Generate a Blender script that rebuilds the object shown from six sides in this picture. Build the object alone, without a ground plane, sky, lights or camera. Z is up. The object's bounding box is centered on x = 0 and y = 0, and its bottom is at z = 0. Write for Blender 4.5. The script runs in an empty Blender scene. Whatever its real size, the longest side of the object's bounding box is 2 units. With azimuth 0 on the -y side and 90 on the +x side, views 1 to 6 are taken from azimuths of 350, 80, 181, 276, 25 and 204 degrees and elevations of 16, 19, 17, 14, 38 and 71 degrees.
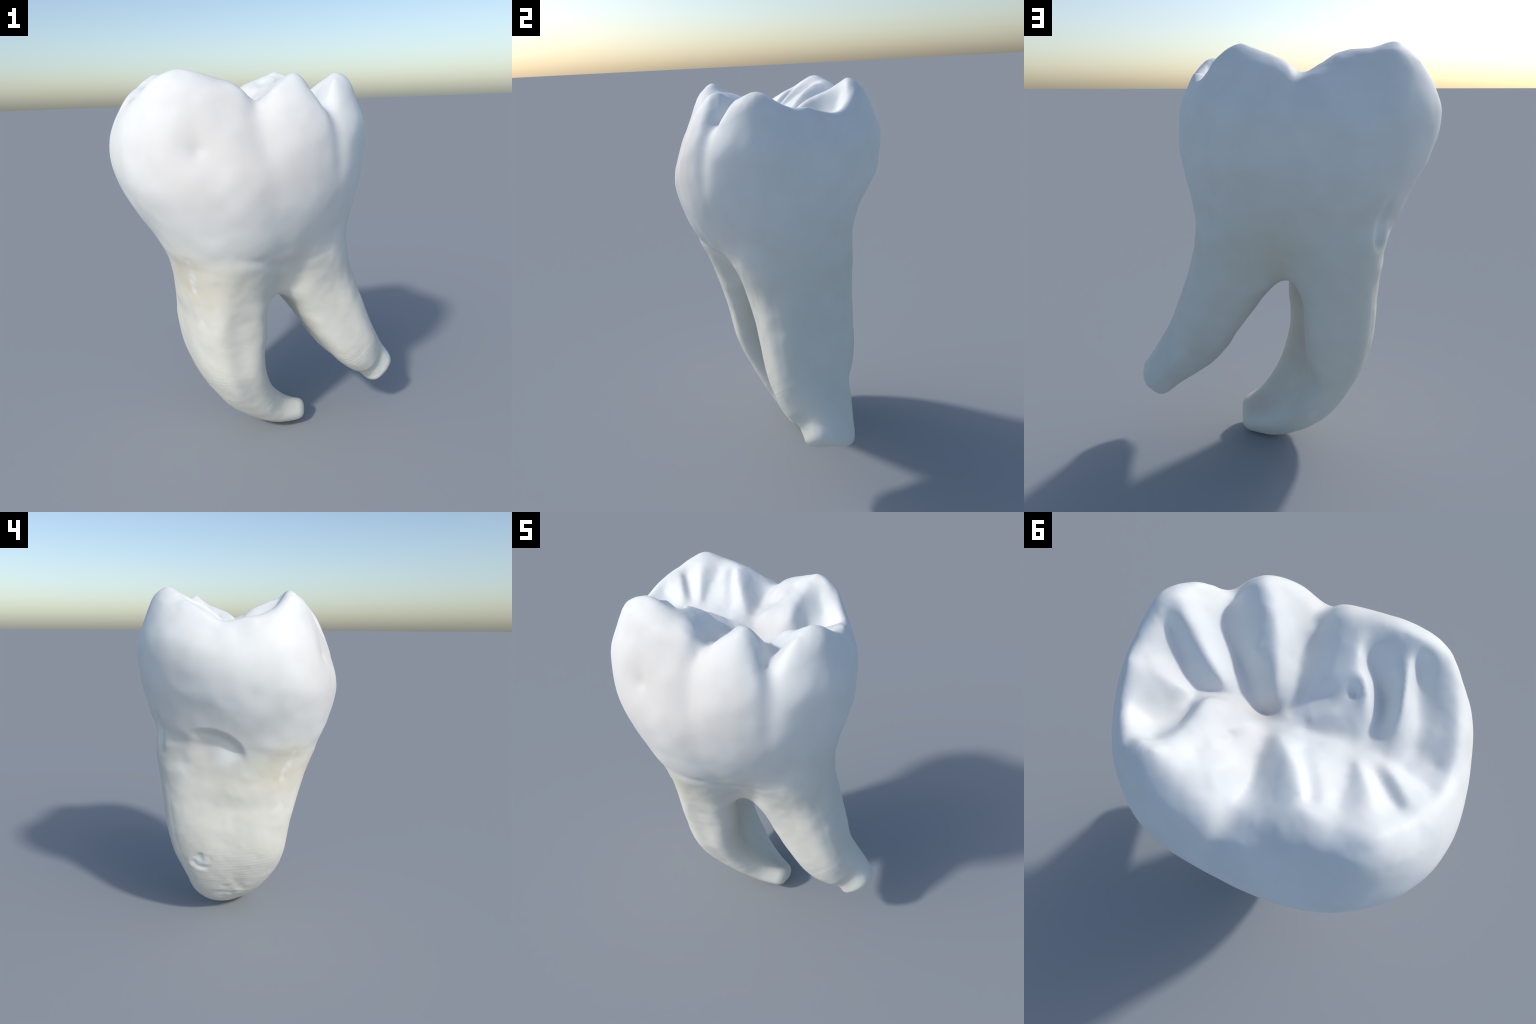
"""A lower molar tooth: enamel crown with five cusps, neck, and two curved roots.

The tooth is described by a stack of crown cross-sections, two flattened root
tubes along curved spines, and an occlusal relief spanned between named ridge
and groove lines.  These are blended into one smooth surface, meshed, and then
separated into crown, neck and roots.
"""
import bpy
import numpy as np

# ---------------------------------------------------------------- shape tables
# crown and neck: radius from the tooth axis every 22.5 degrees (0 = +x,
# counter-clockwise), one row per height
HEIGHTS = [0.75, 0.9, 1.02, 1.14, 1.26, 1.38, 1.5, 1.62, 1.74, 1.86, 2.0]
RADII = [
    (0.351, 0.367, 0.349, 0.312, 0.289, 0.287, 0.293, 0.303, 0.306, 0.297, 0.277, 0.248, 0.223, 0.214, 0.247, 0.304),
    (0.401, 0.406, 0.373, 0.325, 0.316, 0.340, 0.350, 0.346, 0.340, 0.341, 0.338, 0.318, 0.286, 0.244, 0.277, 0.355),
    (0.453, 0.447, 0.397, 0.353, 0.358, 0.394, 0.414, 0.389, 0.375, 0.387, 0.401, 0.388, 0.351, 0.301, 0.324, 0.408),
    (0.507, 0.485, 0.431, 0.392, 0.403, 0.454, 0.485, 0.457, 0.424, 0.435, 0.462, 0.460, 0.421, 0.391, 0.407, 0.465),
    (0.536, 0.511, 0.462, 0.421, 0.437, 0.510, 0.539, 0.518, 0.491, 0.496, 0.518, 0.518, 0.488, 0.468, 0.480, 0.514),
    (0.559, 0.537, 0.495, 0.462, 0.478, 0.546, 0.578, 0.568, 0.561, 0.566, 0.575, 0.557, 0.530, 0.520, 0.532, 0.550),
    (0.581, 0.561, 0.543, 0.520, 0.519, 0.576, 0.618, 0.621, 0.617, 0.618, 0.613, 0.572, 0.544, 0.542, 0.561, 0.576),
    (0.589, 0.572, 0.562, 0.547, 0.540, 0.587, 0.645, 0.654, 0.641, 0.636, 0.607, 0.548, 0.524, 0.545, 0.566, 0.591),
    (0.574, 0.556, 0.557, 0.547, 0.541, 0.595, 0.648, 0.661, 0.618, 0.616, 0.574, 0.501, 0.487, 0.522, 0.550, 0.587),
    (0.525, 0.510, 0.516, 0.510, 0.517, 0.572, 0.614, 0.618, 0.572, 0.571, 0.523, 0.458, 0.443, 0.492, 0.513, 0.547),
    (0.534, 0.531, 0.535, 0.535, 0.551, 0.568, 0.592, 0.603, 0.602, 0.589, 0.541, 0.493, 0.477, 0.500, 0.535, 0.550),
]

# roots: spine stations x, y, z, half width, half depth
HOOKED_ROOT = [
    (-0.264, 0.039, 1.157, 0.201, 0.443, 0.202, 0.109),
    (-0.266, 0.049, 0.921, 0.199, 0.405, 0.154, 0.057),
    (-0.267, 0.059, 0.698, 0.197, 0.369, 0.161, 0.008),
    (-0.252, 0.053, 0.501, 0.167, 0.326, 0.199, -0.010),
    (-0.199, 0.059, 0.337, 0.129, 0.276, 0.277, -0.068),
    (-0.098, 0.070, 0.206, 0.108, 0.218, 0.326, -0.032),
    (0.035, 0.069, 0.112, 0.087, 0.154, 0.412, -0.041),
    (0.206, 0.064, 0.074, 0.062, 0.089, 0.436, -0.104),
]
SPLAYED_ROOT = [
    (0.171, 0.008, 1.141, 0.216, 0.306, 0.234, 0.113),
    (0.252, 0.042, 0.916, 0.194, 0.268, 0.207, -0.037),
    (0.360, 0.038, 0.700, 0.167, 0.240, 0.153, -0.122),
    (0.469, 0.035, 0.512, 0.137, 0.195, 0.205, -0.097),
    (0.579, 0.071, 0.392, 0.109, 0.136, 0.223, -0.152),
    (0.685, 0.056, 0.280, 0.098, 0.117, 0.078, -0.065),
]

FORK_HEIGHT = 0.90

# occlusal relief: x, y, z along every crest and fissure
OCCLUSAL = {
    'rim': [ (0.147, 0.321, 1.986), (0.066, 0.358, 1.960), (-0.020, 0.386, 1.925), (-0.100, 0.400, 1.890), (-0.200, 0.372, 1.920), (-0.285, 0.324, 1.962), (-0.390, 0.341, 1.972), (-0.482, 0.340, 2.000), (-0.565, 0.248, 1.950), (-0.621, 0.135, 1.885), (-0.656, 0.026, 1.833), (-0.647, -0.071, 1.845), (-0.614, -0.163, 1.855), (-0.557, -0.237, 1.900), (-0.413, -0.280, 1.982), (-0.319, -0.303, 1.967), (-0.240, -0.310, 1.937), (-0.163, -0.315, 1.905), (-0.090, -0.335, 1.852), (-0.020, -0.335, 1.893), (0.030, -0.325, 1.925), (0.080, -0.305, 1.955), (0.140, -0.310, 1.922), (0.207, -0.285, 1.845), (0.250, -0.255, 1.878), (0.286, -0.220, 1.925), (0.325, -0.165, 1.957), (0.362, -0.090, 1.916), (0.400, -0.010, 1.886), (0.402, 0.055, 1.890), (0.388, 0.120, 1.872), (0.364, 0.180, 1.858), (0.312, 0.240, 1.860), (0.250, 0.285, 1.908), (0.195, 0.305, 1.965) ],
    'central_groove': [ (-0.605, 0.014, 1.805), (-0.491, 0.035, 1.800), (-0.376, 0.049, 1.805), (-0.264, 0.054, 1.812), (-0.190, 0.046, 1.805), (-0.108, 0.001, 1.782), (-0.038, -0.001, 1.722), (0.027, 0.003, 1.752), (0.118, 0.006, 1.770), (0.188, 0.040, 1.772), (0.196, 0.129, 1.780), (0.265, 0.190, 1.795), (0.310, 0.185, 1.825) ],
    'cheek_groove': [ (-0.097, -0.312, 1.838), (-0.082, -0.243, 1.818), (-0.093, -0.166, 1.803), (-0.109, -0.091, 1.790), (-0.112, -0.025, 1.778) ],
    'fifth_cusp_groove': [ (0.196, -0.253, 1.843), (0.190, -0.200, 1.823), (0.154, -0.160, 1.803), (0.091, -0.115, 1.775), (0.044, -0.063, 1.757), (0.011, -0.018, 1.742) ],
    'fifth_cusp_groove_bump': [ (0.048, -0.165, 1.858), (0.047, -0.140, 1.846) ],
    'rear_furrow': [ (0.330, -0.099, 1.868), (0.277, -0.054, 1.825), (0.234, 0.004, 1.792), (0.189, 0.020, 1.772) ],
    'tongue_groove': [ (-0.100, 0.347, 1.875), (-0.110, 0.271, 1.842), (-0.100, 0.204, 1.825), (-0.093, 0.124, 1.808), (-0.089, 0.057, 1.790) ],
    'middle_cusp_ridge': [ (0.048, -0.250, 1.930), (-0.004, -0.204, 1.893), (-0.027, -0.141, 1.862), (-0.049, -0.079, 1.826), (-0.058, -0.033, 1.775) ],
    'fifth_cusp_ridge': [ (0.284, -0.128, 1.925), (0.230, -0.094, 1.885), (0.169, -0.049, 1.855), (0.114, -0.017, 1.815) ],
    'rear_rim_ridge': [ (0.350, 0.030, 1.868), (0.286, 0.049, 1.850), (0.217, 0.054, 1.810) ],
    'front_cheek_cusp_ridge': [ (-0.258, -0.239, 1.935), (-0.273, -0.167, 1.918), (-0.219, -0.117, 1.885), (-0.163, -0.086, 1.820) ],
    'front_cheek_cusp_lobe': [ (-0.306, -0.141, 1.908), (-0.339, -0.097, 1.888), (-0.355, -0.053, 1.852) ],
    'front_cheek_cusp_dent': [ (-0.299, -0.101, 1.860) ],
    'front_cheek_cusp_foot': [ (-0.205, 0.005, 1.828), (-0.259, -0.017, 1.845), (-0.315, -0.031, 1.848) ],
    'front_cheek_cusp_hollow': [ (-0.133, 0.004, 1.790), (-0.167, -0.034, 1.812), (-0.229, -0.077, 1.845) ],
    'front_cheek_cusp_furrow': [ (-0.291, -0.217, 1.905), (-0.342, -0.178, 1.862), (-0.387, -0.130, 1.828), (-0.396, -0.055, 1.810), (-0.378, 0.029, 1.800) ],
    'front_cheek_cusp_inner_ridge': [ (-0.422, -0.238, 1.947), (-0.435, -0.161, 1.920), (-0.446, -0.097, 1.888), (-0.458, -0.026, 1.825) ],
    'front_rim_furrow': [ (-0.451, -0.236, 1.905), (-0.475, -0.176, 1.858), (-0.508, -0.103, 1.822), (-0.535, -0.023, 1.795) ],
    'furrow': [ (-0.199, 0.038, 1.802), (-0.272, 0.031, 1.805), (-0.335, 0.010, 1.805) ],
    'front_tongue_cusp_ridge_A': [ (-0.269, 0.275, 1.955), (-0.240, 0.218, 1.930), (-0.170, 0.147, 1.875), (-0.112, 0.077, 1.805) ],
    'front_tongue_cusp_furrow_A': [ (-0.294, 0.280, 1.935), (-0.261, 0.209, 1.905), (-0.212, 0.124, 1.840) ],
    'front_tongue_cusp_ridge_B': [ (-0.345, 0.326, 1.965), (-0.320, 0.254, 1.930), (-0.286, 0.176, 1.885), (-0.251, 0.106, 1.835) ],
    'front_tongue_cusp_furrow_B': [ (-0.374, 0.278, 1.935), (-0.377, 0.194, 1.885), (-0.365, 0.110, 1.833) ],
    'front_tongue_cusp_ridge_C': [ (-0.473, 0.301, 1.988), (-0.449, 0.222, 1.945), (-0.404, 0.134, 1.875), (-0.370, 0.084, 1.825) ],
    'front_tongue_cusp_furrow_C': [ (-0.527, 0.202, 1.895), (-0.471, 0.137, 1.848), (-0.426, 0.091, 1.826) ],
    'front_tongue_cusp_ridge_D': [ (-0.547, 0.188, 1.912), (-0.492, 0.112, 1.868), (-0.456, 0.066, 1.822) ],
    'front_tongue_cusp_furrow_D': [ (-0.602, 0.094, 1.840), (-0.518, 0.050, 1.803) ],
    'tongue_side_shoulder': [ (-0.240, 0.425, 1.900), (-0.300, 0.412, 1.930), (-0.380, 0.405, 1.945), (-0.480, 0.402, 1.958), (-0.560, 0.355, 1.945), (-0.615, 0.275, 1.905) ],
    'cheek_side_shoulder': [ (-0.400, -0.325, 1.960), (-0.320, -0.347, 1.945), (-0.240, -0.360, 1.915), (-0.155, -0.375, 1.885), (-0.095, -0.390, 1.835), (-0.020, -0.390, 1.880), (0.030, -0.377, 1.912), (0.080, -0.357, 1.940), (0.135, -0.348, 1.910), (0.205, -0.320, 1.832), (0.250, -0.300, 1.865), (0.295, -0.250, 1.925) ],
    'rear_tongue_cusp_ridge': [ (0.139, 0.286, 1.955), (0.125, 0.213, 1.920), (0.126, 0.129, 1.880), (0.122, 0.071, 1.845), (0.071, 0.044, 1.812) ],
    'rear_tongue_cusp_lobe': [ (0.057, 0.265, 1.925), (-0.018, 0.111, 1.845), (-0.003, 0.196, 1.872), (-0.043, 0.254, 1.897), (-0.023, 0.311, 1.925) ],
    'rear_tongue_cusp_flank': [ (0.190, 0.268, 1.897), (0.225, 0.245, 1.850), (0.182, 0.160, 1.800), (0.182, 0.096, 1.778) ],
}

# ------------------------------------------------------------------ mathematics

def smin(a, b, k):
    h = np.clip(0.5 + 0.5 * (b - a) / k, 0.0, 1.0)
    return b + (a - b) * h - k * h * (1.0 - h)

def smax(a, b, k):
    return -smin(-a, -b, k)

def natural_spline(knots, values, x):
    """Natural cubic spline through values (rows) at knots, sampled at x."""
    t = np.asarray(knots, float)
    y = np.asarray(values, float)
    n = len(t)
    h = np.diff(t)
    A = np.eye(n)
    B = np.zeros(y.shape)
    for i in range(1, n - 1):
        A[i, i - 1], A[i, i], A[i, i + 1] = h[i - 1], 2 * (h[i - 1] + h[i]), h[i]
        B[i] = 6 * ((y[i + 1] - y[i]) / h[i] - (y[i] - y[i - 1]) / h[i - 1])
    m = np.linalg.solve(A, B)
    x = np.clip(np.asarray(x, float), t[0], t[-1])
    i = np.clip(np.searchsorted(t, x) - 1, 0, n - 2)
    hh = h[i]
    a = (t[i + 1] - x) / hh
    b = (x - t[i]) / hh
    if y.ndim > 1:
        a, b, hh = a[:, None], b[:, None], hh[:, None]
    return a * y[i] + b * y[i + 1] + ((a ** 3 - a) * m[i] + (b ** 3 - b) * m[i + 1]) * hh * hh / 6

AXIS = (-0.10, 0.0)
NZ, NA = 120, 180

class Sections:
    """Stack of closed cross-sections round a vertical axis."""
    def __init__(self, heights, radii):
        self.z0, self.z1 = heights[0], heights[-1]
        zz = np.linspace(self.z0, self.z1, NZ)
        rows = natural_spline(heights, radii, zz)
        k = rows.shape[1]
        F = np.fft.rfft(rows, axis=1)
        G = np.zeros((NZ, NA // 2 + 1), complex)
        G[:, :F.shape[1]] = F
        G[:, k // 2] *= 0.5
        self.t = np.fft.irfft(G, NA, axis=1) * NA / k
    def radius(self, ang, z):
        a = (ang / (2 * np.pi)) % 1.0 * NA
        i = np.floor(a).astype(int) % NA
        fa = a - np.floor(a)
        b = np.clip((z - self.z0) / (self.z1 - self.z0), 0, 1) * (NZ - 1)
        j = np.minimum(b.astype(int), NZ - 2)
        fb = b - j
        t = self.t
        i2 = (i + 1) % NA
        return ((t[j, i] * (1 - fa) + t[j, i2] * fa) * (1 - fb)
                + (t[j + 1, i] * (1 - fa) + t[j + 1, i2] * fa) * fb)
    def field(self, P):
        x, y = P[:, 0] - AXIS[0], P[:, 1] - AXIS[1]
        return np.hypot(x, y) - self.radius(np.arctan2(y, x), P[:, 2])

class Root:
    """Flattened tube along a curved spine; stations are x, y, z, half width, half depth,
    twist about the spine, and change of width towards +depth."""
    def __init__(self, stations, inner, outer, power=2.3, inner_power=3.0):
        s = np.asarray(stations, float)
        d = np.r_[0, np.cumsum(np.linalg.norm(np.diff(s[:, :3], axis=0), axis=1))]
        self.N = 70
        u = np.linspace(0, d[-1], self.N)
        q = natural_spline(d, s, u)
        self.c, self.hw, self.hd, self.taper = q[:, :3], q[:, 3], q[:, 4], q[:, 6]
        T = np.gradient(self.c, axis=0)
        T /= np.linalg.norm(T, axis=1)[:, None]
        D = np.tile([0.0, 1.0, 0.0], (self.N, 1))
        D -= T * (D * T).sum(1)[:, None]
        D /= np.linalg.norm(D, axis=1)[:, None]
        W = np.cross(D, T)
        ct, st = np.cos(q[:, 5])[:, None], np.sin(q[:, 5])[:, None]
        self.T, self.D, self.W = T, D * ct + W * st, W * ct - D * st
        self.inner, self.outer, self.p, self.p_inner = inner, outer, power, inner_power
        f = u / d[-1]
        self.g = np.clip(np.minimum((f - 0.05) / 0.25, (1.0 - f) / 0.25), 0, 1)
    def field(self, P):
        best = np.full(len(P), 1e9)
        idx = np.zeros(len(P), int)
        for i in range(self.N):
            e = P - self.c[i]
            d2 = (e * e).sum(1)
            # flattened metric: distance across the depth counts less
            along = e @ self.T[i]
            dd = e @ self.D[i]
            d2 = d2 - 0.75 * dd * dd + 2.0 * along * along
            m = d2 < best
            best[m] = d2[m]
            idx[m] = i
        # refine between samples by projecting on the tangent
        e = P - self.c[idx]
        T = self.T[idx]
        al = (e * T).sum(1)
        step = np.linalg.norm(self.c[1] - self.c[0])
        s = np.clip(idx + al / step, 0, self.N - 1.001)
        i = s.astype(int)
        f = (s - i)[:, None]
        L = lambda A: A[i] * (1 - f) + A[i + 1] * f
        c, T, D, W = L(self.c), L(self.T), L(self.D), L(self.W)
        hw, hd, g, tp = (L(a[:, None])[:, 0] for a in (self.hw, self.hd, self.g, self.taper))
        e = P - c
        w = (e * W).sum(1); d = (e * D).sum(1); al = (e * T).sum(1)
        dent = np.exp(-(d / (0.45 * hd)) ** 2) * g
        k = np.where(w * self.side > 0, self.outer, self.inner)
        blend = np.clip(np.abs(w) / hw, 0, 1)
        hw2 = hw * (1 + tp * np.clip(d / hd, -1, 1)) * (1 - k * dent * blend)
        p = self.p + (self.p_inner - self.p) * g * np.clip(0.5 - 0.8 * self.side * w / hw2, 0, 1)
        q = (np.abs(w / hw2) ** p + np.abs(d / hd) ** p + 1e-9) ** (1 / p)
        rr = np.hypot(w, d)
        f = (q - 1) * rr / np.maximum(q, 1e-3)     # radial distance to the section outline
        over = al + (s - (self.N - 1)) * step
        f = smax(f, over, 0.05)
        f = f + 2.0 * np.maximum(P[:, 2] - 1.05, 0.0) ** 2    # let go where the neck takes over
        return f


def along(points, spacing=0.022, closed=False):
    p = np.asarray(points, float)
    if closed:
        p = np.vstack([p, p[:1]])
    if len(p) < 2:
        return p
    d = np.r_[0, np.cumsum(np.linalg.norm(np.diff(p, axis=0), axis=1))]
    n = max(2, int(round(d[-1] / spacing)) + 1)
    u = np.linspace(0, d[-1], n)
    q = natural_spline(d, p, u) if len(p) > 2 else np.stack([np.interp(u, d, p[:, i]) for i in range(3)], 1)
    return q[:-1] if closed else q


class Relief:
    """Height field spanned between crest and fissure lines."""
    X0, Y0, STEP, NX, NY = -0.95, -0.75, 0.005, 350, 310
    def __init__(self, lines):
        rim = along(lines['rim'], 0.03, closed=True)
        pts = [rim]
        shoulder = np.vstack([along(lines['tongue_side_shoulder']), along(lines['cheek_side_shoulder'])])
        mid = np.array([-0.13, 0.02])
        out = rim[:, :2] - mid
        out /= np.linalg.norm(out, axis=1)[:, None]
        for reach, drop in ((0.05, 0.02), (0.10, 0.07), (0.17, 0.17), (0.30, 0.40)):
            ring = np.c_[rim[:, :2] + out * reach, rim[:, 2] - drop][::2]
            gap = np.hypot(ring[:, None, 0] - shoulder[None, :, 0], ring[:, None, 1] - shoulder[None, :, 1]).min(1)
            pts.append(ring[gap > 0.075])
        for name, line in lines.items():
            if name != 'rim':
                pts.append(along(line))
        p = np.vstack(pts)
        keep = []
        for i in range(len(p)):                       # drop points that nearly coincide
            if not keep or np.min(np.hypot(*(p[keep, :2] - p[i, :2]).T)) > 0.008:
                keep.append(i)
        p = p[keep]
        r = np.hypot(p[:, None, 0] - p[None, :, 0], p[:, None, 1] - p[None, :, 1])
        n = len(p)
        A = np.zeros((n + 1, n + 1))
        A[:n, :n] = -r - 0.0005 * np.eye(n)
        A[n, :n] = A[:n, n] = 1
        w = np.linalg.solve(A, np.r_[p[:, 2], 0])
        gx = self.X0 + self.STEP * np.arange(self.NX)
        gy = self.Y0 + self.STEP * np.arange(self.NY)
        H = np.zeros((self.NX, self.NY))
        for i, x in enumerate(gx):
            H[i] = -np.hypot(x - p[None, :, 0], gy[:, None] - p[None, :, 1]) @ w[:n] + w[n]
        for _ in range(SOFTEN):                             # round the creases slightly
            for ax in (0, 1):
                H = 0.25 * np.roll(H, 1, ax) + 0.5 * H + 0.25 * np.roll(H, -1, ax)
        self.H = H
    def height(self, x, y):
        a = np.clip((x - self.X0) / self.STEP, 0, self.NX - 1.01)
        b = np.clip((y - self.Y0) / self.STEP, 0, self.NY - 1.01)
        i, j = a.astype(int), b.astype(int)
        u, v = a - i, b - j
        H = self.H
        return ((H[i, j] * (1 - u) + H[i + 1, j] * u) * (1 - v)
                + (H[i, j + 1] * (1 - u) + H[i + 1, j + 1] * u) * v)

SOFTEN = 1


def lattice(ix, iy, iz, seed):
    h = (ix * 374761393 + iy * 668265263 + iz * 2147483647 + seed * 1274126177) & 0xFFFFFFFF
    h = ((h ^ (h >> 13)) * 1274126177) & 0xFFFFFFFF
    return ((h ^ (h >> 16)) & 0xFFFF) / 32767.5 - 1.0


def value_noise(P, freq, seed):
    q = P * freq
    i = np.floor(q).astype(np.int64)
    f = q - i
    f = f * f * f * (f * (f * 6 - 15) + 10)
    out = 0.0
    for dx in (0, 1):
        for dy in (0, 1):
            for dz in (0, 1):
                w = ((f[:, 0] if dx else 1 - f[:, 0]) * (f[:, 1] if dy else 1 - f[:, 1])
                     * (f[:, 2] if dz else 1 - f[:, 2]))
                out = out + w * lattice(i[:, 0] + dx, i[:, 1] + dy, i[:, 2] + dz, seed)
    return out


# ------------------------------------------------------------------ tooth field
body = Sections(HEIGHTS, RADII)
hooked = Root(HOOKED_ROOT, 0.7, 0.03, 2.5, 4.6)
hooked.side = 1
splayed = Root(SPLAYED_ROOT, 0.03, -0.05, 2.4, 3.6)
splayed.side = -1
relief = Relief(OCCLUSAL)


def groove(P, line, depth, width):
    """Soft furrow along a 3D polyline; depth per vertex."""
    best = np.full(len(P), 1e9)
    dep = np.zeros(len(P))
    line = np.asarray(line, float)
    for a, b, da, db in zip(line[:-1], line[1:], depth[:-1], depth[1:]):
        ab = b - a
        t = np.clip(((P - a) @ ab) / (ab @ ab), 0, 1)
        d = np.linalg.norm(P - a - t[:, None] * ab, axis=1)
        m = d < best
        best[m] = d[m]
        dep[m] = (da + (db - da) * t)[m]
    return dep * np.exp(-(best / width) ** 2)


def smooth_step(a, b, x):
    t = np.clip((x - a) / (b - a), 0, 1)
    return t * t * (3 - 2 * t)


FURROWS = [   # 3D line, depth along it, half width
    ([(-.09, -.34, 1.87), (-.10, -.42, 1.80), (-.09, -.475, 1.68), (-.07, -.52, 1.55), (-.05, -.50, 1.35), (0, -.42, 1.2)],
     (.010, .016, .012, .006, .003, .008), .055),                                   # cheek-side groove
    ([(.204, -.28, 1.87), (.225, -.35, 1.81), (.25, -.40, 1.72), (.265, -.43, 1.60), (.26, -.45, 1.45)],
     (.012, .020, .017, .008, 0), .05),                                            # groove of the fifth cusp
    ([(-.10, .40, 1.90), (-.08, .47, 1.82), (-.06, .52, 1.68)], (.020, .014, 0), .04),  # tongue-side groove
    ([(-.48, .412, 1.33), (-.46, .405, 1.25), (-.44, .398, 1.16)], (.010, .026, .022), .028),  # scar on the neck
    ([(-.433, -.326, 1.153), (-.397, -.267, .984)], (.002, .004), .022),
    ([(-.03, .24, .87), (-.02, .31, .95), (-.03, .36, 1.05)], (.035, .035, .0), .06),     # hollow above the fork
    ([(.20, .22, .82), (.34, .21, .62), (.46, .19, .46)], (0, -.022, -.006), .085),       # fuller flanks of the roots
    ([(-.12, -.31, .84), (-.12, -.25, .50), (-.02, -.13, .24)], (-.006, -.018, -.012), .06),
    ([(.46, -.13, .52), (.55, -.08, .41), (.63, -.04, .32)], (0, -.045, -.01), .065),
    ([(-.20, -.44, 1.17), (-.087, -.419, 1.14), (.04, -.32, 1.06)], (.004, .012, .012), .03),  # under the enamel edge
]


def blob(P, c, r):
    return np.exp(-((P - np.array(c)) ** 2).sum(1) / (r * r))


def enamel_edge(P):
    return P[:, 2] - (1.20 + 0.22 * P[:, 1])


def detail(P):
    d = np.zeros(len(P))
    for line, depth, width in FURROWS:
        d += groove(P, line, depth, width)
    # dimple on the cheek side of the crown
    d += 0.016 * blob(P, (-.375, -.475, 1.665), 0.085) + 0.010 * blob(P, (-.365, -.475, 1.655), 0.03)
    # hollow with a sharp brow on the front face of the neck
    y, z = P[:, 1] - .03, P[:, 2] - 1.262
    t = -0.894 * y - 0.449 * z
    s = 0.449 * y - 0.894 * z - 2.5 * t * t
    d += (0.055 * smooth_step(-.015, .04, s) * np.exp(-np.maximum(s, 0) / 0.11) * np.exp(-(t / 0.125) ** 4)
          * (P[:, 0] < -.25))
    # healed pit and rough patches low on the roots
    r = np.linalg.norm(P - np.array((-.415, .195, .47)), axis=1)
    d += smooth_step(.078, .048, r + 0.008 * value_noise(P, 30, 9)) * (0.008 + 0.010 * value_noise(P, 24, 3))
    rough = 1.7 * blob(P, (-.22, .06, .25), .11) + 0.6 * blob(P, (.66, .06, .33), .13)
    d += 0.009 * rough * value_noise(P, 16, 5) + 0.003 * rough * value_noise(P, 34, 6)
    d += 0.015 * blob(P, (-.50, .28, 1.10), .15) * value_noise(P, 10, 8)
    # enamel stands slightly proud of the root surface
    d -= 0.003 * smooth_step(-.03, .03, enamel_edge(P) + 0.03 * value_noise(P, 5, 4))
    # gentle unevenness everywhere
    d += 0.004 * value_noise(P, 6, 1) + 0.0021 * value_noise(P, 13, 2)
    # finer wrinkles on the chewing surface and low on the roots
    top = smooth_step(1.74, 1.80, P[:, 2]) * smooth_step(0.02, -0.02, relief.height(P[:, 0], P[:, 1]) - P[:, 2] - 0.02)
    d += (0.0018 * top) * value_noise(P, 17, 11) + 0.0008 * top * value_noise(P, 36, 12)
    d += 0.0009 * smooth_step(1.2, 1.0, P[:, 2]) * value_noise(P, 26, 13)
    return d


def base_field(P):
    F = np.full(len(P), 1.0)
    z = P[:, 2]
    up = z > 0.70
    Q = P[up]
    b = body.field(Q)
    b = smax(b, FORK_HEIGHT - Q[:, 2], 0.06)
    fb = np.full(len(P), 1.0)
    fb[up] = b
    low = z < 1.50
    fr = np.full(len(P), 1.0)
    Q = P[low]
    fr[low] = smin(hooked.field(Q), splayed.field(Q), 0.03)
    F = smin(fr, fb, 0.12)
    top = z > 1.55
    Q = P[top]
    F[top] = smax(F[top], (Q[:, 2] - relief.height(Q[:, 0], Q[:, 1])) * 0.8, 0.05)
    return F


def field(P):
    return base_field(P) + detail(P)


# --------------------------------------------------------------------- meshing
def grid_axes(step):
    lo, hi = np.array([-0.84, -0.68, -0.05]), np.array([0.84, 0.70, 2.06])
    return [np.arange(l, h + step, step) for l, h in zip(lo, hi)]


def sample(axes, mask=None, fill=None):
    X, Y, Z = np.meshgrid(*axes, indexing='ij')
    P = np.stack([X.ravel(), Y.ravel(), Z.ravel()], 1)
    if mask is None:
        return base_field(P).reshape(X.shape)
    out = fill.ravel().copy()
    m = mask.ravel()
    out[m] = field(P[m])
    return out.reshape(X.shape)


def resample(V, coarse, fine):
    for ax in range(3):
        c, f = coarse[ax], fine[ax]
        t = np.clip((f - c[0]) / (c[1] - c[0]), 0, len(c) - 1.001)
        i = t.astype(int)
        w = (t - i).reshape([-1 if a == ax else 1 for a in range(3)])
        V = np.take(V, i, ax) * (1 - w) + np.take(V, i + 1, ax) * w
    return V


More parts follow.
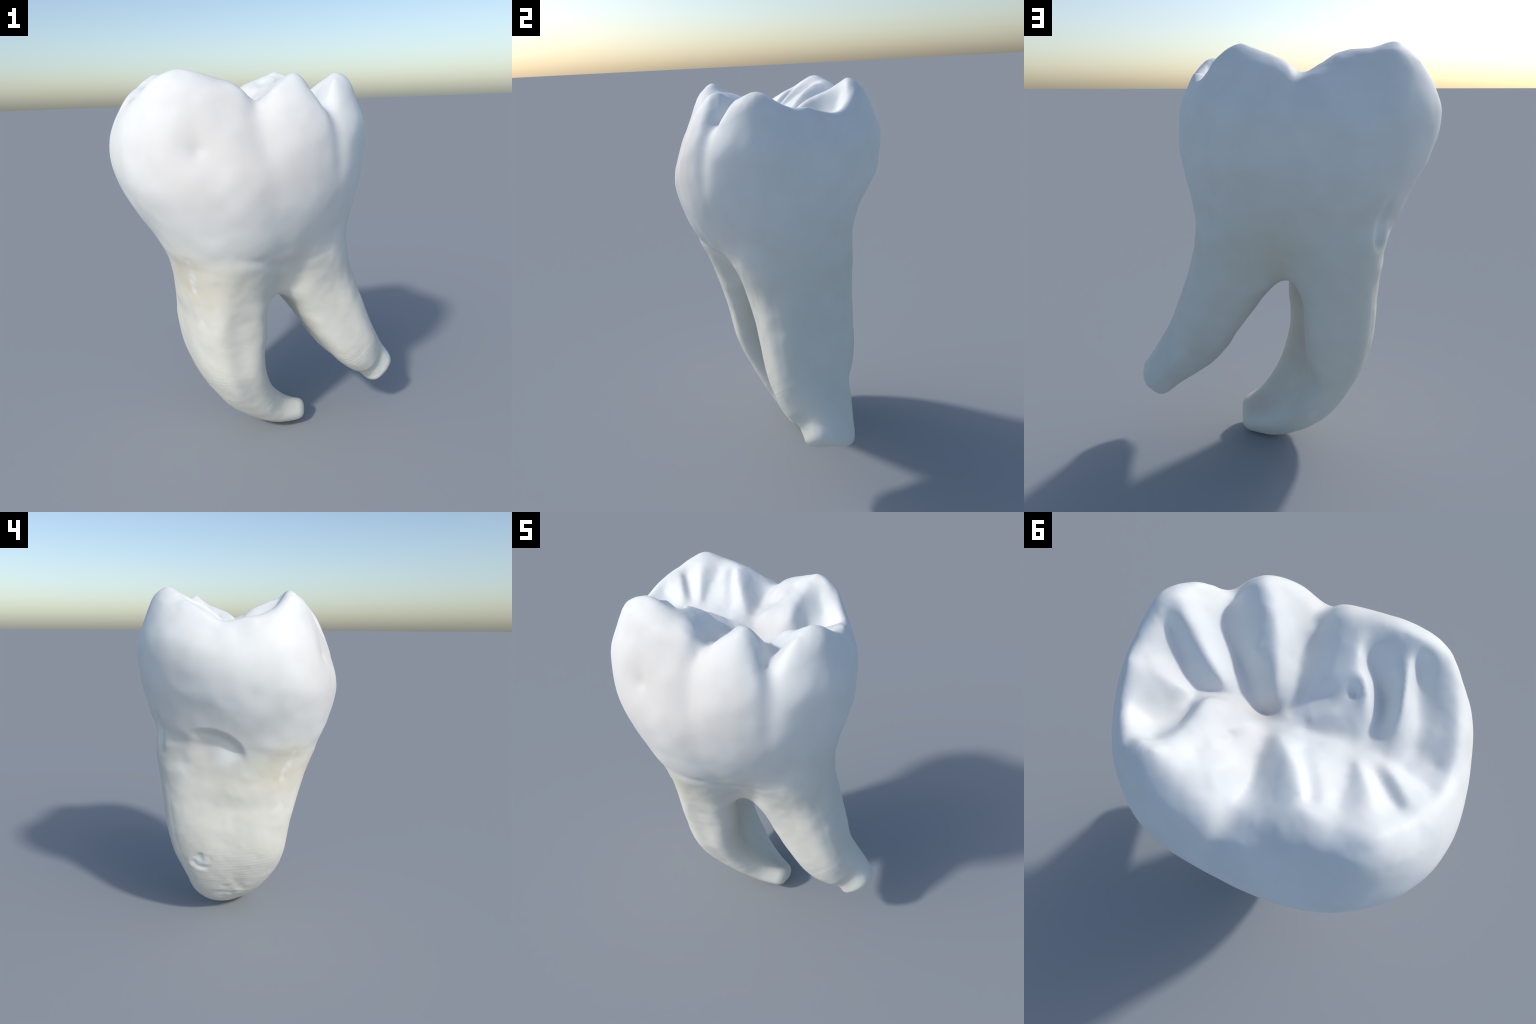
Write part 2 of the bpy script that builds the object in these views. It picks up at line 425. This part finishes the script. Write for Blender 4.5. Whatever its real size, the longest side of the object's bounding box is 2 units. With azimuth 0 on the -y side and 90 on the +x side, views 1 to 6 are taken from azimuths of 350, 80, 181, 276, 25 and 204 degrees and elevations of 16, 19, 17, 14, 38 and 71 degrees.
def surface_net(V, axes):
    s = V < 0
    n = V.shape
    cell = np.zeros([k - 1 for k in n], bool)
    acc = np.zeros([k - 1 for k in n] + [3])
    cnt = np.zeros([k - 1 for k in n])
    corner = lambda dx, dy, dz: (slice(dx, n[0] - 1 + dx), slice(dy, n[1] - 1 + dy), slice(dz, n[2] - 1 + dz))
    for ax in range(3):
        for o1 in (0, 1):
            for o2 in (0, 1):
                a = [0, 0, 0]
                a[(ax + 1) % 3], a[(ax + 2) % 3] = o1, o2
                b = list(a)
                b[ax] = 1
                va, vb = V[corner(*a)], V[corner(*b)]
                m = s[corner(*a)] != s[corner(*b)]
                t = np.where(m, va / np.where(m, va - vb, 1), 0)
                cnt += m
                acc[..., ax] += np.where(m, t, 0)
                acc[..., (ax + 1) % 3] += m * o1
                acc[..., (ax + 2) % 3] += m * o2
    cell = cnt > 0
    ids = np.full(cell.shape, -1)
    ids[cell] = np.arange(cell.sum())
    base = np.stack(np.nonzero(cell), 1) + acc[cell] / cnt[cell][:, None]
    step = axes[0][1] - axes[0][0]
    verts = base * step + np.array([a[0] for a in axes])
    faces = []
    for ax in range(3):
        a = [slice(None)] * 3
        b = [slice(None)] * 3
        a[ax], b[ax] = slice(0, -1), slice(1, None)
        sa, sb = s[tuple(a)], s[tuple(b)]
        e = np.stack(np.nonzero(sa != sb), 1)
        u, v = (ax + 1) % 3, (ax + 2) % 3
        e = e[(e[:, u] > 0) & (e[:, v] > 0) & (e[:, u] < n[u] - 1) & (e[:, v] < n[v] - 1)]
        q = []
        for du, dv in ((1, 1), (0, 1), (0, 0), (1, 0)):
            c = e.copy()
            c[:, u] -= du
            c[:, v] -= dv
            q.append(ids[tuple(c.T)])
        q = np.stack(q, 1)
        flip = ~sa[tuple(e.T)]
        q[flip] = q[flip][:, ::-1]
        faces.append(q)
    return verts, np.vstack(faces)


def build_surface(step=0.0085):
    rough = grid_axes(0.03)
    fine = grid_axes(step)
    Vr = sample(rough)
    V = resample(Vr, rough, fine)
    V = sample(fine, np.abs(V) < 0.045, V)
    verts, faces = surface_net(V, fine)
    eps = 0.003
    for it in range(4):
        f = field(verts)
        g = np.stack([(field(verts + d) - field(verts - d)) / (2 * eps) for d in np.eye(3) * eps], 1)
        verts = verts - g * (f / np.maximum((g * g).sum(1), 0.15))[:, None] * 0.9
        if it < 3:                                          # even out along the surface
            tot = np.zeros_like(verts)
            cnt = np.zeros(len(verts))
            for k in range(4):
                a, b = faces[:, k], faces[:, (k + 1) % 4]
                np.add.at(tot, a, verts[b]); np.add.at(cnt, a, 1)
                np.add.at(tot, b, verts[a]); np.add.at(cnt, b, 1)
            d = tot / cnt[:, None] - verts
            nrm = g / np.maximum(np.linalg.norm(g, axis=1), 1e-6)[:, None]
            verts = verts + 0.4 * (d - nrm * (d * nrm).sum(1)[:, None])
    return verts, faces


# ------------------------------------------------------------------- materials
STAIN_COLOURS = {'yellow': (0.68, 0.65, 0.53), 'chalk': (0.79, 0.82, 0.80), 'pink': (0.60, 0.47, 0.45),
                 'pinkish_grey': (0.635, 0.62, 0.605)}
STAINS = {   # centre, inner and outer radius, strength
    'yellow': [((-.42, -.26, 1.05), .05, .22, .8), ((-.25, -.38, 1.05), .02, .2, .5), ((.05, .36, 1.08), .05, .3, .5),
               ((-.50, .0, .95), .05, .2, .3)],
    'chalk': [((-.52, .04, 1.13), .03, .12, .8), ((-.42, .20, .47), .03, .07, .8), ((-.2, .06, .24), .02, .12, .6),
              ((.67, .06, .31), .03, .20, .5), ((-.46, .40, 1.22), .02, .09, .7), ((.21, .41, 1.27), .01, .07, .6),
              ((.18, .40, 1.18), .01, .06, .6), ((.04, -.32, 1.08), .01, .06, .6), ((-.09, -.42, 1.15), .01, .05, .5),
              ((-.425, -.318, 1.12), .008, .034, .6), ((-.415, -.30, 1.075), .008, .036, .7), ((-.405, -.285, 1.03), .008, .034, .7), ((-.40, -.272, .99), .008, .03, .6), ((-.38, -.254, .81), .01, .04, .6),
              ((.20, .37, .84), .005, .03, .6), ((-.18, .28, .22), .01, .05, .5), ((-.47, .27, 1.04), .02, .09, .5)],
    'pink': [((-.06, .05, .48), .03, .20, .5), ((.10, .10, .14), .02, .12, .3), ((-.04, .01, 1.73), .01, .08, .22)],
    'pinkish_grey': [((-.30, -.52, 1.64), .12, .46, .8), ((.06, -.52, 1.60), .05, .36, .6), ((.0, .10, 1.80), .05, .22, .4),  # crown's cheek face greyed in the colour to hold down its sunlit brightness
             ((.30, .05, 1.84), .02, .15, .3)],
}


def tooth_material():
    m = bpy.data.materials.new('tooth_surface')
    m.use_nodes = True
    nt = m.node_tree
    nt.nodes.clear()
    N, Lk = nt.nodes.new, nt.links.new
    out = N('ShaderNodeOutputMaterial')
    bsdf = N('ShaderNodeBsdfPrincipled')
    Lk(bsdf.outputs[0], out.inputs[0])
    tc = N('ShaderNodeTexCoord')
    sep = N('ShaderNodeSeparateXYZ')
    Lk(tc.outputs['Object'], sep.inputs[0])

    def math(op, a, b):
        n = N('ShaderNodeMath')
        n.operation = op
        for i, v in enumerate((a, b)):
            if isinstance(v, (int, float)):
                n.inputs[i].default_value = v
            else:
                Lk(v, n.inputs[i])
        return n.outputs[0]

    def noise(scale, detail_level=3.0):
        n = N('ShaderNodeTexNoise')
        n.inputs['Scale'].default_value = scale
        n.inputs['Detail'].default_value = detail_level
        Lk(tc.outputs['Object'], n.inputs['Vector'])
        return n.outputs[0]

    def ramp(v, stops):
        r = N('ShaderNodeValToRGB')
        e = r.color_ramp.elements
        while len(e) < len(stops):
            e.new(0.5)
        for k, (p, c) in zip(e, stops):
            k.position, k.color = p, (*c, 1)
        Lk(v, r.inputs[0])
        return r.outputs[0]

    def mix(fac, a, b):
        n = N('ShaderNodeMix')
        n.data_type = 'RGBA'
        for s, v in ((0, fac), (6, a), (7, b)):
            if isinstance(v, tuple):
                n.inputs[s].default_value = (*v, 1)
            elif isinstance(v, float):
                n.inputs[s].default_value = v
            else:
                Lk(v, n.inputs[s])
        return n.outputs[2]

    # enamel border: lower on the cheek side (-y), higher on the tongue side
    border = math('SUBTRACT', sep.outputs[2], math('MULTIPLY', sep.outputs[1], 0.22))
    border = math('ADD', border, math('MULTIPLY', math('SUBTRACT', noise(5.0), 0.5), 0.12))
    enamel = ramp(math('SUBTRACT', border, 0.75), [(0.30, (0, 0, 0)), (0.68, (1, 1, 1))])
    col = mix(enamel, (0.71, 0.71, 0.645), (0.77, 0.795, 0.79))

    # coordinates with ragged edges for the stains
    warp = N('ShaderNodeTexNoise')
    warp.inputs['Scale'].default_value = 9.0
    Lk(tc.outputs['Object'], warp.inputs['Vector'])
    shift = N('ShaderNodeVectorMath')
    shift.operation = 'MULTIPLY_ADD'
    Lk(warp.outputs['Color'], shift.inputs[0])
    shift.inputs[1].default_value = (0.10, 0.10, 0.10)
    add = N('ShaderNodeVectorMath')
    add.operation = 'SUBTRACT'
    Lk(shift.outputs[0], add.inputs[0])
    add.inputs[1].default_value = (0.05, 0.05, 0.05)
    Lk(tc.outputs['Object'], shift.inputs[2])

    def spot(centre, inner, outer, strength):
        d = N('ShaderNodeVectorMath')
        d.operation = 'DISTANCE'
        Lk(add.outputs[0], d.inputs[0])
        d.inputs[1].default_value = centre
        r = N('ShaderNodeMapRange')
        r.interpolation_type = 'SMOOTHSTEP'
        Lk(d.outputs['Value'], r.inputs[0])
        for k, v in zip((1, 2, 3, 4), (inner, outer, strength, 0.0)):
            r.inputs[k].default_value = v
        return r.outputs[0]

    for tint, spots in STAINS.items():
        for centre, inner, outer, strength in spots:
            col = mix(spot(centre, inner, outer, strength), col, STAIN_COLOURS[tint])
    mottle = ramp(noise(7.0, 4.0), [(0.35, (0.96, 0.955, 0.945)), (0.65, (1.0, 1.0, 1.0))])
    tone = N('ShaderNodeMix')
    tone.data_type = 'RGBA'
    tone.blend_type = 'MULTIPLY'
    tone.inputs[0].default_value = 1.0
    Lk(col, tone.inputs[6])
    Lk(mottle, tone.inputs[7])
    col = tone.outputs[2]
    Lk(col, bsdf.inputs['Base Color'])
    bsdf.inputs['Roughness'].default_value = 0.6
    bsdf.inputs['Specular IOR Level'].default_value = 0.35
    return m


# ---------------------------------------------------------------------- parts
def build():
    verts, faces = build_surface()
    # vertex normals of the whole tooth
    p = verts[faces]
    fn = np.cross(p[:, 2] - p[:, 0], p[:, 3] - p[:, 1])
    vn = np.zeros_like(verts)
    for k in range(4):
        np.add.at(vn, faces[:, k], fn)
    vn /= np.maximum(np.linalg.norm(vn, axis=1), 1e-12)[:, None]

    c = p.mean(1)
    crown = enamel_edge(c) > 0
    root_top = 0.90
    low = (~crown) & (c[:, 2] < root_top)
    far = np.array([hooked.field(c[low]), splayed.field(c[low])])
    which = np.zeros(len(c), int)
    which[~crown] = 1
    idx = np.nonzero(low)[0]
    which[idx] = np.where(far[0] < far[1], 2, 3)

    mat = tooth_material()
    tooth = bpy.data.objects.new('molar_tooth', None)
    tooth['label'] = 'white lower molar tooth with five cusps and two curved roots'
    tooth['category'] = 'tooth'
    bpy.context.scene.collection.objects.link(tooth)
    for k, name in enumerate(('crown', 'neck', 'root', 'root')):
        f = faces[which == k]
        used, inv = np.unique(f, return_inverse=True)
        me = bpy.data.meshes.new(name)
        me.from_pydata(verts[used].tolist(), [], inv.reshape(-1, 4).tolist())
        me.polygons.foreach_set('use_smooth', np.ones(len(f), bool))
        me.update()
        me.normals_split_custom_set_from_vertices(vn[used].tolist())
        me.materials.append(mat)
        ob = bpy.data.objects.new(name, me)
        ob.parent = tooth
        bpy.context.scene.collection.objects.link(ob)


build()
